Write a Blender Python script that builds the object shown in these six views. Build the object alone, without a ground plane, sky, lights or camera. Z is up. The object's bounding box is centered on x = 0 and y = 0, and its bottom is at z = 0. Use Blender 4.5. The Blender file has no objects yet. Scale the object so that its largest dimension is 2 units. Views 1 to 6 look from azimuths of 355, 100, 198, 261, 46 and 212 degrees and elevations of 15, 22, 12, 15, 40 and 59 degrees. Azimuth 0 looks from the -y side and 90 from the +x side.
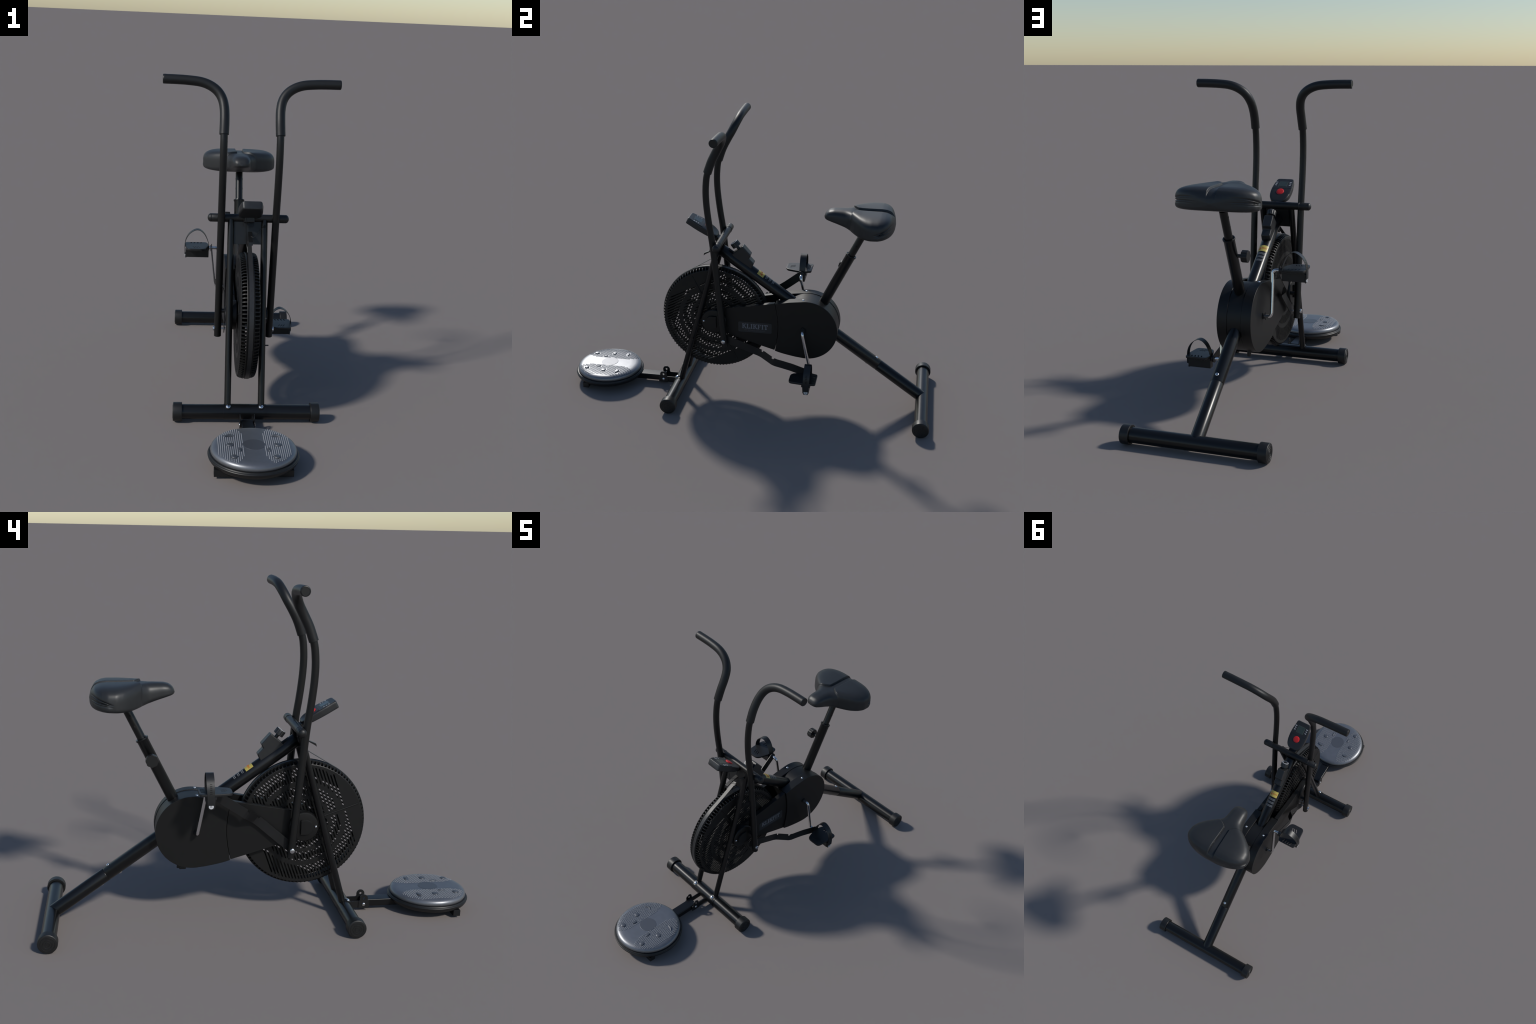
"""Black upright air bike with a twist disc in front.  x: across, -y: front, z: up."""
import bpy, bmesh, math
from mathutils import Vector, Matrix, Quaternion

V = Vector
COL = bpy.context.scene.collection

# ------------------------------------------------------------------ materials
def mat(name, color, rough=0.5, metal=0.0, noise=0.0, nscale=60.0, bump=0.0, bscale=400.0,
        spec=0.5, coat=0.0, coat_rough=0.15, rough_var=0.0, dust=0.0):
    m = bpy.data.materials.new(name)
    m.use_nodes = True
    nt = m.node_tree
    n, l = nt.nodes, nt.links
    b = n['Principled BSDF']
    b.inputs['Base Color'].default_value = (*color, 1)
    b.inputs['Roughness'].default_value = rough
    b.inputs['Metallic'].default_value = metal
    b.inputs['Specular IOR Level'].default_value = spec
    b.inputs['Coat Weight'].default_value = coat
    b.inputs['Coat Roughness'].default_value = coat_rough
    tc = n.new('ShaderNodeTexCoord')
    if noise > 0 or rough_var > 0:
        t = n.new('ShaderNodeTexNoise')
        t.inputs['Scale'].default_value = nscale
        t.inputs['Detail'].default_value = 4
        l.new(tc.outputs['Object'], t.inputs['Vector'])
        if noise > 0:
            r = n.new('ShaderNodeValToRGB')
            lo = tuple(c * (1 - noise) for c in color)
            hi = tuple(min(1, c * (1 + noise)) for c in color)
            r.color_ramp.elements[0].color = (*lo, 1)
            r.color_ramp.elements[0].position = 0.3
            r.color_ramp.elements[1].color = (*hi, 1)
            r.color_ramp.elements[1].position = 0.7
            l.new(t.outputs['Fac'], r.inputs['Fac'])
            l.new(r.outputs['Color'], b.inputs['Base Color'])
        if rough_var > 0:
            mr = n.new('ShaderNodeMapRange')
            mr.inputs['From Min'].default_value = 0.3
            mr.inputs['From Max'].default_value = 0.7
            mr.inputs['To Min'].default_value = rough - rough_var
            mr.inputs['To Max'].default_value = rough + rough_var
            l.new(t.outputs['Fac'], mr.inputs['Value'])
            l.new(mr.outputs['Result'], b.inputs['Roughness'])
    if bump > 0:
        t2 = n.new('ShaderNodeTexNoise')
        t2.inputs['Scale'].default_value = bscale
        t2.inputs['Detail'].default_value = 3
        l.new(tc.outputs['Object'], t2.inputs['Vector'])
        bp = n.new('ShaderNodeBump')
        bp.inputs['Strength'].default_value = bump
        bp.inputs['Distance'].default_value = 0.001
        l.new(t2.outputs['Fac'], bp.inputs['Height'])
        l.new(bp.outputs['Normal'], b.inputs['Normal'])
    return m

M_PAINT = mat('black_gloss_paint', (0.0045, 0.0048, 0.0053), 0.30, noise=0.08, nscale=12, spec=0.42)
M_BAR = mat('black_satin_paint', (0.0056, 0.0057, 0.0056), 0.42, noise=0.08, nscale=12, spec=0.42)
M_GRIP = mat('foam_grip_rubber', (0.0082, 0.0085, 0.0088), 0.48, noise=0.12, nscale=250, bump=0.05, bscale=900, spec=0.45)
M_CAP = mat('cap_rubber', (0.0090, 0.0091, 0.0092), 0.45, noise=0.10, nscale=80, bump=0.05, bscale=700, spec=0.45)
M_COVER = mat('guard_plastic', (0.0044, 0.0044, 0.0044), 0.46, noise=0.04, nscale=25, spec=0.4)
M_WHEEL = mat('wheel_plastic', (0.0044, 0.0044, 0.0043), 0.5, noise=0.05, nscale=40, spec=0.4)
M_BELT = mat('friction_belt_fabric', (0.022, 0.022, 0.023), 0.42, noise=0.15, nscale=120, bump=0.06, bscale=800)
M_SEAT = mat('saddle_vinyl', (0.0200, 0.0213, 0.0226), 0.45, noise=0.08, nscale=70, bump=0.04, bscale=900)
M_PEDAL = mat('pedal_plastic', (0.0115, 0.0120, 0.0128), 0.42, noise=0.1, nscale=80)
M_CHROME = mat('chrome', (0.72, 0.72, 0.73), 0.16, 1.0)
M_ENDCAP = mat('pale_end_cap', (0.55, 0.56, 0.58), 0.35)
M_DARKPRINT = mat('dark_print', (0.10, 0.10, 0.105), 0.5)
M_ZINC = mat('zinc_screw', (0.62, 0.63, 0.66), 0.24, 1.0)
M_STEEL = mat('black_steel_plate', (0.0072, 0.0076, 0.0082), 0.4, noise=0.1, nscale=30)
M_BLACK = mat('dull_black', (0.002, 0.002, 0.002), 0.8)  # plain black for patches that stand in for holes, also hub, clip and grommet
M_DISC = mat('grey_disc_plastic', (0.210, 0.218, 0.235), 0.41, 0.72, noise=0.04, nscale=40, bump=0.04, bscale=900)
M_NUB = mat('pale_disc_nub', (0.265, 0.273, 0.290), 0.36, 0.68)
M_DISCPAD = mat('disc_centre_pad', (0.150, 0.156, 0.170), 0.42, 0.72)
M_CONSOLE = mat('console_plastic', (0.0175, 0.0186, 0.0200), 0.42, noise=0.08, nscale=60)
M_RED = mat('red_button_plastic', (0.62, 0.018, 0.02), 0.4)
M_LCD = mat('display_glass', (0.035, 0.050, 0.047), 0.2, noise=0.06, nscale=60)
M_LCDEDGE = mat('display_bezel', (0.055, 0.070, 0.060), 0.35)
M_WHITE = mat('white_print', (0.50, 0.51, 0.54), 0.5)
M_LABELTXT = mat('grey_print', (0.20, 0.21, 0.225), 0.5)
M_LOGO = mat('logo_print', (0.155, 0.163, 0.185), 0.5)
M_LOGOSUB = mat('logo_small_print', (0.062, 0.065, 0.072), 0.5)
M_LOGOEDGE = mat('logo_edge_print', (0.034, 0.039, 0.044), 0.45)
M_LOGOBG = mat('logo_plate', (0.0185, 0.0205, 0.0230), 0.4)
M_YELLOW = mat('yellow_label', (0.50, 0.40, 0.095), 0.4, noise=0.06, nscale=60)
M_ORANGE = mat('orange_print', (0.55, 0.13, 0.02), 0.5)

# ------------------------------------------------------------------ helpers
ROOT = bpy.data.objects.new('exercise_bike', None)
ROOT.empty_display_size = 0.1
COL.objects.link(ROOT)
ROOT["label"] = "black upright exercise bike with fan wheel and twist disc"
ROOT["category"] = "exercise bike"

def finish(name, me, material, parent=None, angle=35, weighted=False):
    me.validate()
    me.materials.append(material)
    me.shade_smooth()
    me.set_sharp_from_angle(angle=math.radians(angle))
    ob = bpy.data.objects.new(name, me)
    COL.objects.link(ob)
    ob.parent = parent or ROOT
    if weighted:
        w = ob.modifiers.new('weighted', 'WEIGHTED_NORMAL')
        w.keep_sharp = True
    return ob

def mesh(name, verts, faces, material, parent=None, angle=35, weighted=False, fix=True):
    bm = bmesh.new()
    vs = [bm.verts.new(v) for v in verts]
    for f in faces:
        try:
            bm.faces.new([vs[i] for i in f])
        except ValueError:
            pass
    if fix:
        bmesh.ops.recalc_face_normals(bm, faces=bm.faces)
    me = bpy.data.meshes.new(name)
    bm.to_mesh(me)
    bm.free()
    return finish(name, me, material, parent, angle, weighted)

class Build:
    """collects several primitive shapes into one mesh"""
    def __init__(self):
        self.v, self.f = [], []
    def add(self, verts, faces):
        o = len(self.v)
        self.v += [tuple(p) for p in verts]
        self.f += [tuple(i + o for i in f) for f in faces]
        return self
    def obj(self, name, material, parent=None, angle=35, weighted=False):
        return mesh(name, self.v, self.f, material, parent, angle, weighted)

def frame_for(d):
    d = V(d).normalized()
    a = V((1, 0, 0)) if abs(d.x) < 0.8 else V((0, 0, 1))
    u = d.cross(a).normalized()
    return u, d.cross(u).normalized(), d

def sweep(pts, r, seg=24, caps=True):
    """round tube along a polyline (parallel transport)"""
    pts = [V(p) for p in pts]
    rad = r if isinstance(r, (list, tuple)) else [r] * len(pts)
    n = len(pts)
    tang = [(pts[min(i + 1, n - 1)] - pts[max(i - 1, 0)]).normalized() for i in range(n)]
    u, w, _ = frame_for(tang[0])
    vs, fs = [], []
    for i in range(n):
        if i:
            q = tang[i - 1].rotation_difference(tang[i])
            u = (q @ u).normalized()
        w = tang[i].cross(u).normalized()
        for k in range(seg):
            a = 2 * math.pi * k / seg
            vs.append(pts[i] + (u * math.cos(a) + w * math.sin(a)) * rad[i])
    for i in range(n - 1):
        for k in range(seg):
            k2 = (k + 1) % seg
            fs.append((i * seg + k, i * seg + k2, (i + 1) * seg + k2, (i + 1) * seg + k))
    if caps:
        fs.append(tuple(range(seg))[::-1])
        fs.append(tuple(range((n - 1) * seg, n * seg)))
    return vs, fs

def lathe(profile, origin, axis, seg=48, closed=False):
    """profile: list of (radius, distance along axis); radius 0 at an end makes a pole"""
    u, w, d = frame_for(axis)
    o = V(origin)
    vs, fs, rings = [], [], []
    for r, h in profile:
        if r <= 1e-7:
            rings.append([len(vs)])
            vs.append(o + d * h)
        else:
            rings.append(list(range(len(vs), len(vs) + seg)))
            for k in range(seg):
                a = 2 * math.pi * k / seg
                vs.append(o + d * h + (u * math.cos(a) + w * math.sin(a)) * r)
    pairs = list(zip(rings[:-1], rings[1:]))
    if closed:
        pairs.append((rings[-1], rings[0]))
    for A, B in pairs:
        for k in range(seg):
            k2 = (k + 1) % seg
            if len(A) == 1 and len(B) == 1:
                continue
            if len(A) == 1:
                fs.append((A[0], B[k2], B[k]))
            elif len(B) == 1:
                fs.append((A[k], A[k2], B[0]))
            else:
                fs.append((A[k], A[k2], B[k2], B[k]))
    return vs, fs

def prism(poly, x0, x1, axis='x'):
    """extrude a 2D outline; axis x: (y,z) outline, y: (x,z), z: (x,y)"""
    def P(p, t):
        return {'x': (t, p[0], p[1]), 'y': (p[0], t, p[1]), 'z': (p[0], p[1], t)}[axis]
    n = len(poly)
    vs = [P(p, x0) for p in poly] + [P(p, x1) for p in poly]
    fs = [tuple(range(n))[::-1], tuple(range(n, 2 * n))]
    fs += [(i, (i + 1) % n, n + (i + 1) % n, n + i) for i in range(n)]
    return vs, fs

def beveled(name, parts, material, width=0.002, segs=3, parent=None, min_angle=28, angle=33):
    """parts: list of (verts, faces) solids; sharp edges get rounded"""
    bm = bmesh.new()
    for vs, fs in parts:
        bv = [bm.verts.new(v) for v in vs]
        for f in fs:
            try:
                bm.faces.new([bv[i] for i in f])
            except ValueError:
                pass
    bmesh.ops.recalc_face_normals(bm, faces=bm.faces)
    ed = [e for e in bm.edges if len(e.link_faces) == 2 and e.calc_face_angle(0) > math.radians(min_angle)]
    bmesh.ops.bevel(bm, geom=ed, offset=width, offset_type='OFFSET', segments=segs, profile=0.5,
                    affect='EDGES', clamp_overlap=True)
    me = bpy.data.meshes.new(name)
    bm.to_mesh(me)
    bm.free()
    return finish(name, me, material, parent, angle, True)

def box(c, size, rot=None):
    sx, sy, sz = (s / 2 for s in size)
    vs = [V((x, y, z)) for x in (-sx, sx) for y in (-sy, sy) for z in (-sz, sz)]
    if rot is not None:
        vs = [rot @ v for v in vs]
    vs = [v + V(c) for v in vs]
    return vs, [(0, 1, 3, 2), (4, 6, 7, 5), (0, 4, 5, 1), (2, 3, 7, 6), (0, 2, 6, 4), (1, 5, 7, 3)]

def round_poly(poly, r, seg=6):
    """round the corners of a 2D outline; r is one radius or one per corner"""
    out, n = [], len(poly)
    rr = r if isinstance(r, (list, tuple)) else [r] * n
    for i in range(n):
        p, a, b = V(poly[i]), V(poly[i - 1]), V(poly[(i + 1) % n])
        if rr[i] <= 0:
            out.append(tuple(p)); continue
        da, db = (a - p), (b - p)
        la, lb = da.length, db.length
        da.normalize(); db.normalize()
        half = math.acos(max(-1, min(1, da.dot(db)))) / 2
        t = min(rr[i] / math.tan(half), la * 0.49, lb * 0.49)
        p0, p1 = p + da * t, p + db * t
        for k in range(seg + 1):
            s = k / seg
            out.append(tuple(p0 * (1 - s) ** 2 + p * 2 * s * (1 - s) + p1 * s ** 2))
    return out

def catmull(pts, per=8):
    P = [V(p) for p in pts]
    P = [P[0] * 2 - P[1]] + P + [P[-1] * 2 - P[-2]]
    out = []
    for i in range(1, len(P) - 2):
        a, b, c, d = P[i - 1:i + 3]
        for k in range(per):
            t = k / per
            out.append(0.5 * ((2 * b) + (c - a) * t + (2 * a - 5 * b + 4 * c - d) * t * t
                              + (3 * b - a - 3 * c + d) * t ** 3))
    out.append(P[-2])
    return out

def lerp_table(tab, t):
    """smooth (monotone) interpolation in a list of (t, value)"""
    if t <= tab[0][0]:
        return tab[0][1]
    for i in range(len(tab) - 1):
        (a, va), (b, vb) = tab[i], tab[i + 1]
        if t <= b:
            s = (t - a) / (b - a)
            d = (vb - va) / (b - a)
            def slope(j):
                if j <= 0 or j >= len(tab) - 1:
                    return (tab[1][1] - tab[0][1]) / (tab[1][0] - tab[0][0]) if j <= 0 else \
                           (tab[-1][1] - tab[-2][1]) / (tab[-1][0] - tab[-2][0])
                d0 = (tab[j][1] - tab[j - 1][1]) / (tab[j][0] - tab[j - 1][0])
                d1 = (tab[j + 1][1] - tab[j][1]) / (tab[j + 1][0] - tab[j][0])
                return 0 if d0 * d1 <= 0 else 2 * d0 * d1 / (d0 + d1)
            m0, m1, h = slope(i), slope(i + 1), b - a
            return (va * (2 * s ** 3 - 3 * s ** 2 + 1) + vb * (3 * s ** 2 - 2 * s ** 3)
                    + h * m0 * (s ** 3 - 2 * s ** 2 + s) + h * m1 * (s ** 3 - s ** 2))
    return tab[-1][1]

def sstep(a, b, x):
    t = max(0.0, min(1.0, (x - a) / (b - a)))
    return t * t * (3 - 2 * t)

def circle2(c, r, a0, a1, n):
    return [(c[0] + r * math.cos(math.radians(a0 + (a1 - a0) * k / n)),
             c[1] + r * math.sin(math.radians(a0 + (a1 - a0) * k / n))) for k in range(n + 1)]

# shared screw heads --------------------------------------------------------
def head_mesh(name, r, h, material, slot=True):
    prof = [(0, h), (r * 0.25, h * 0.98), (r * 0.6, h * 0.82), (r * 0.9, h * 0.45), (r, 0.1 * h), (r, -h * 0.4), (0, -h * 0.4)]
    B = Build().add(*lathe(prof, (0, 0, 0), (0, 0, 1), 20))
    me = bpy.data.meshes.new(name)
    bm = bmesh.new()
    vs = [bm.verts.new(v) for v in B.v]
    for f in B.f:
        bm.faces.new([vs[i] for i in f])
    bmesh.ops.recalc_face_normals(bm, faces=bm.faces)
    bm.to_mesh(me); bm.free()
    me.materials.append(material)
    me.shade_smooth()
    me.set_sharp_from_angle(angle=math.radians(40))
    return me

HEAD = head_mesh('screw_head', 1.0, 0.62, M_ZINC)
BOLT = head_mesh('bolt_head', 1.0, 0.45, M_CHROME)

def screw(name, at, normal, r, parent, me=None):
    ob = bpy.data.objects.new(name, me or HEAD)
    COL.objects.link(ob)
    ob.parent = parent
    ob.location = at
    ob.rotation_mode = 'QUATERNION'
    ob.rotation_quaternion = V((0, 0, 1)).rotation_difference(V(normal).normalized())
    ob.scale = (r, r, r)
    return ob

def text(name, body, size, at, right, up, material, parent, extrude=0.0003, align='CENTER'):
    cu = bpy.data.curves.new(name, 'FONT')
    cu.body = body
    cu.size = size
    cu.align_x = align
    cu.align_y = 'CENTER'
    cu.extrude = extrude
    cu.resolution_u = 3
    tmp = bpy.data.objects.new(name, cu)
    COL.objects.link(tmp)
    bpy.context.view_layer.update()
    me = bpy.data.meshes.new_from_object(tmp.evaluated_get(bpy.context.evaluated_depsgraph_get()))
    bpy.data.objects.remove(tmp)
    bpy.data.curves.remove(cu)
    r, u = V(right).normalized(), V(up).normalized()
    nrm = r.cross(u)
    M = Matrix(((r.x, u.x, nrm.x, at[0]), (r.y, u.y, nrm.y, at[1]), (r.z, u.z, nrm.z, at[2]), (0, 0, 0, 1)))
    me.transform(M)
    me.materials.clear()
    me.name = name
    return finish(name, me, material, parent, 30)

# ------------------------------------------------------------------ floor bars
def foot_bar(name, y, x0, x1):
    r, R = 0.0342, 0.0432
    bar = Build().add(*sweep([(x0 + 0.01, y, R), (x1 - 0.01, y, R)], r, 40)).obj(name, M_PAINT)
    for xe, s in ((x0, 1), (x1, -1)):
        prof = [(0, 0.0012), (0.008, 0.0012), (0.0088, 0.0), (0.0098, 0.0), (0.0106, 0.0012), (0.0180, 0.0012),
                (0.0188, 0.0), (0.0200, 0.0), (0.0208, 0.0012), (0.0290, 0.0012), (0.0298, 0.0), (0.0312, 0.0),
                (0.0320, 0.0012), (0.0385, 0.0012), (0.0408, 0.0020), (0.0426, 0.0040), (R, 0.0075), (R, 0.041),
                (R - 0.001, 0.0425), (0.0350, 0.0425)]
        Build().add(*lathe(prof, (xe, y, R), (s, 0, 0), 48)).obj('end_cap', M_CAP, bar, 30)
    return bar

FX = 0.008                                   # the floor bars sit slightly to +x
front = foot_bar('front_foot_bar', -0.378, FX - 0.336, FX + 0.336)
rear = foot_bar('rear_foot_bar', 0.9555, FX - 0.335, FX + 0.335)
for x in (-0.0765, 0.0735):
    Build().add(*lathe([(0, 0.004), (0.014, 0.004), (0.0145, 0.0), (0.0145, -0.006)], (x, -0.3945, 0.0730),
                       (0, -0.5, 0.84), 24)).obj('washer', M_STEEL, front)
    screw('bolt', (x, -0.3972, 0.0778), (0, -0.5, 0.84), 0.0105, front, BOLT)
# saddle clamp plate round the front bar
prof = [(-0.378 + 0.0360 * math.cos(a), 0.0435 + 0.0360 * math.sin(a)) for a in
        [math.radians(60 + 170 * k / 24) for k in range(25)]]
prof_in = [(-0.378 + 0.0335 * math.cos(a), 0.0435 + 0.0335 * math.sin(a)) for a in
           [math.radians(60 + 170 * k / 24) for k in range(25)]][::-1]
Build().add(*prism(prof + prof_in, -0.096, 0.097)).obj('clamp_plate', M_PAINT, front)

# ------------------------------------------------------------------ straight main tube
# axis: 0.58 y + 0.815 z = 0.592
def on_axis(y):
    return V((0.002, y, (0.592 - 0.58 * y) / 0.815))
TD = V((0, 0.815, -0.58)).normalized()       # down the tube
TN = V((0, 0.58, 0.815)).normalized()        # away from its upper side
main = Build().add(*sweep([on_axis(-0.146), on_axis(-0.142), on_axis(0.705), on_axis(0.7075)],
                          [0.0290, 0.0312, 0.0312, 0.0295], 40)).obj('main_tube', M_PAINT)
Build().add(*sweep([on_axis(0.7080), on_axis(0.7105), on_axis(0.948)], [0.0295, 0.0310, 0.0310], 40)).obj('rear_stem', M_PAINT)
p = on_axis(0.685) + TN * 0.0322
screw('bolt', p, TN, 0.0085, main, BOLT)
screw('bolt', on_axis(0.665) - TN * 0.0318, -TN, 0.0085, main, BOLT)
screw('bolt', on_axis(0.745) - TN * 0.0314, -TN, 0.006, main, BOLT)
# black block on top of the tube stands in for the cable slot
u = V((1, 0, 0))
rotT = Matrix((u, TD, TN)).transposed()
Build().add(*box(on_axis(-0.108) + TN * 0.0292, (0.010, 0.040, 0.005), rotT)).obj('slot_patch', M_BLACK, main)

# stickers on the tube -------------------------------------------------------
def tube_patch(y0, y1, a0, a1, lift, na=10, nl=2, r=0.0312):
    """curved label: from y0 to y1 along the axis, angle a0..a1 degrees off the upper side (+ toward +x)"""
    vs, fs = [], []
    for layer in (lift - 0.0006, lift):
        for i in range(nl + 1):
            c = on_axis(y0 + (y1 - y0) * i / nl)
            for k in range(na + 1):
                a = math.radians(a0 + (a1 - a0) * k / na)
                vs.append(c + (TN * math.cos(a) + V((1, 0, 0)) * math.sin(a)) * (r + layer))
    m, s = na + 1, (na + 1) * (nl + 1)
    for base, flip in ((0, 1), (s, 0)):
        for i in range(nl):
            for k in range(na):
                f = (base + i * m + k, base + i * m + k + 1, base + (i + 1) * m + k + 1, base + (i + 1) * m + k)
                fs.append(f[::-1] if flip else f)
    rim = [k for k in range(m)] + [i * m + na for i in range(1, nl + 1)] + \
          [nl * m + k for k in range(na - 1, -1, -1)] + [i * m for i in range(nl - 1, 0, -1)]
    for i in range(len(rim)):
        a, b = rim[i], rim[(i + 1) % len(rim)]
        fs.append((a, b, b + s, a + s))
    return vs, fs

warn = Build().add(*tube_patch(0.0395, 0.071, -50, 50, 0.0007)).obj('warning_label', M_YELLOW, main)
B = Build()
tri_c = 0.0555
for i in range(6):                            # triangle built of shrinking rows
    w = 13 * (1 - i / 6)
    B.add(*tube_patch(tri_c + 0.007 - i * 0.0024, tri_c + 0.007 - (i + 1) * 0.0024 + 0.0002, 28 - w, 28 + w, 0.0012, 4, 1))
B.obj('warning_triangle', M_ORANGE, warn)
B = Build()
for i in range(7):                            # illegible lettering: upright strokes
    a = 6 - i * 7.5
    B.add(*tube_patch(0.0515, 0.0590, a - 1.2, a + 1.2, 0.0012, 1, 1))
    if i % 2 == 0:
        B.add(*tube_patch(0.0515, 0.0530, a - 4.2, a - 1.4, 0.0012, 1, 1))
    else:
        B.add(*tube_patch(0.0545, 0.0560, a - 4.2, a - 1.4, 0.0012, 1, 1))
B.obj('warning_lettering', M_ORANGE, warn)
B = Build()
for g in range(3):                            # three blocks of two fine text lines
    for line in range(2):
        y = 0.0800 + g * 0.0175 + line * 0.0055
        a = -42
        j = 0
        while a < 42 - (6 if line else 0):
            w = 3.0 + 2.6 * ((g * 7 + line * 3 + j * 5) % 4) / 3
            B.add(*tube_patch(y, y + 0.0028, a, a + w, 0.0005, 2, 1))
            a += w + 1.5
            j += 1
B.obj('instruction_lettering', M_LABELTXT, main)

# ------------------------------------------------------------------ front A-frame struts, crossbar, plate
for s, x in ((-1, -0.0785), (1, 0.0755)):
    st = Build().add(*sweep([(x, -0.374, 0.052), (x, -0.1415, 0.892)], 0.0153, 28)).obj('front_strut', M_PAINT)
    if s > 0:
        Build().add(*sweep([(x + 0.008, -0.290, 0.335), (x + 0.030, -0.290, 0.335)], 0.003, 10)).obj('pin', M_STEEL, st)
CB = V((0.0015, -0.135, 0.897))
cross = Build().add(*sweep([CB + V((-0.13, 0, 0)), CB + V((0.13, 0, 0))], 0.0188, 36)).obj('crossbar', M_BAR)
for s in (-1, 1):
    prof = [(0.0170, 0.124), (0.0203, 0.1245), (0.0203, 0.1265), (0.0194, 0.1275), (0.0196, 0.168), (0.0190, 0.1690),
            (0.0190, 0.1702), (0.0194, 0.1712)]
    prof += [(0.0194 * math.cos(a), 0.1725 + 0.0150 * math.sin(a)) for a in [math.radians(90 * k / 8) for k in range(9)]]
    prof[-1] = (0, prof[-1][1])
    Build().add(*lathe(prof, CB, (s, 0, 0), 36)).obj('crossbar_grip', M_CAP, cross)
Build().add(*lathe([(0, 0.0004), (0.0042, 0.0004), (0.0042, -0.002)], CB + V((0.002, 0.002, 0.0187)), (0, 0.1, 1), 16)).obj('screw_hole_patch', M_BLACK, cross)  # black disc on the bar stands in for a hole, nothing is cut
pl = [(-0.1735, 0.783), (-0.1470, 0.886), (-0.1440, 0.886), (-0.1705, 0.783)]
plate = beveled('strut_plate', [prism(pl, -0.0665, 0.0635)], M_STEEL, 0.0006, 1)

# ------------------------------------------------------------------ seat post
PD = V((0, 0.438, 0.899)).normalized()
PB = V((0.002, 0.408, 0.568))
def post(t):
    return PB + PD * t
outer = Build().add(*lathe([(0.0, -0.10), (0.0258, -0.10), (0.0258, 0.299), (0.0285, 0.303), (0.0290, 0.3055), (0.0285, 0.3095),
                            (0.0265, 0.3110), (0.0215, 0.3105), (0.0205, 0.306), (0.0205, 0.29)], PB, PD, 44)).obj('seat_post_sleeve', M_PAINT)
inner = Build().add(*lathe([(0.0, 0.10), (0.0190, 0.10), (0.0190, 0.46), (0.0, 0.46)], PB, PD, 40)).obj('seat_post', M_PAINT)
for t in (0.425, 0.372):
    for s in (-1, 1):
        Build().add(*lathe([(0, 0.0194), (0.0050, 0.0192), (0.0052, 0.017)], post(t), (s, 0.0, 0.0), 16)).obj('adjust_hole_patch', M_BLACK, inner)  # dark discs on the post surface instead of drilled holes
# welded nut + knob on the -x side
KP = post(0.214)
Build().add(*sweep([KP + V((-0.020, 0, 0)), KP + V((-0.047, 0, 0))], 0.0085, 20)).obj('knob_stem', M_CAP, outer)
lob = []
NL = 8
for k in range(96):
    a = 2 * math.pi * k / 96
    r = 0.0276 + 0.0009 * math.tanh(1.5 * math.cos(NL * a))
    lob.append((r * math.cos(a), r * math.sin(a)))
knob = [(KP.y + a, KP.z + b) for a, b in lob]
beveled('adjust_knob', [prism(knob, KP.x - 0.078, KP.x - 0.048)], M_CAP, 0.002, 2, outer, 60)

# ------------------------------------------------------------------ saddle
W_TAB = [(0.000, 0.000), (0.006, 0.026), (0.020, 0.040), (0.045, 0.0480), (0.080, 0.0530), (0.110, 0.060), (0.136, 0.078),
         (0.165, 0.115), (0.195, 0.150), (0.225, 0.174), (0.255, 0.186), (0.280, 0.187), (0.305, 0.179), (0.328, 0.156),
         (0.345, 0.122), (0.357, 0.080), (0.3625, 0.044), (0.3655, 0.000)]
T_TAB = [(0.000, 1.052), (0.005, 1.067), (0.014, 1.079), (0.030, 1.0890), (0.055, 1.0938), (0.100, 1.0948), (0.135, 1.0945),
         (0.165, 1.0918), (0.200, 1.0895), (0.245, 1.0888), (0.290, 1.0885), (0.315, 1.0860), (0.335, 1.0795), (0.350, 1.0685), (0.360, 1.0540), (0.3655, 1.0330)]
B_TAB = [(0.000, 1.050), (0.010, 1.042), (0.035, 1.033), (0.075, 1.020), (0.110, 1.008), (0.150, 0.996), (0.190, 0.989),
         (0.230, 0.987), (0.280, 0.989), (0.325, 0.995), (0.350, 1.001), (0.362, 1.012), (0.3655, 1.030)]
Y0 = 0.3985

def pad_mask(x, y):
    """1 on the two raised rear pads, 0 on nose and centre channel"""
    ax = abs(x)
    t = y - Y0
    # seam: comes in from the flank at t~0.145, swings back, then runs to the rear beside the channel
    seam_y = 0.143 + 0.05 * max(0.0, 1 - ax / 0.075) ** 2.0
    chan = 0.0165 + 0.003 * sstep(0.20, 0.34, t)
    d = min(t - seam_y, (ax - chan))
    return sstep(-0.0012, 0.0030, d), d

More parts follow.
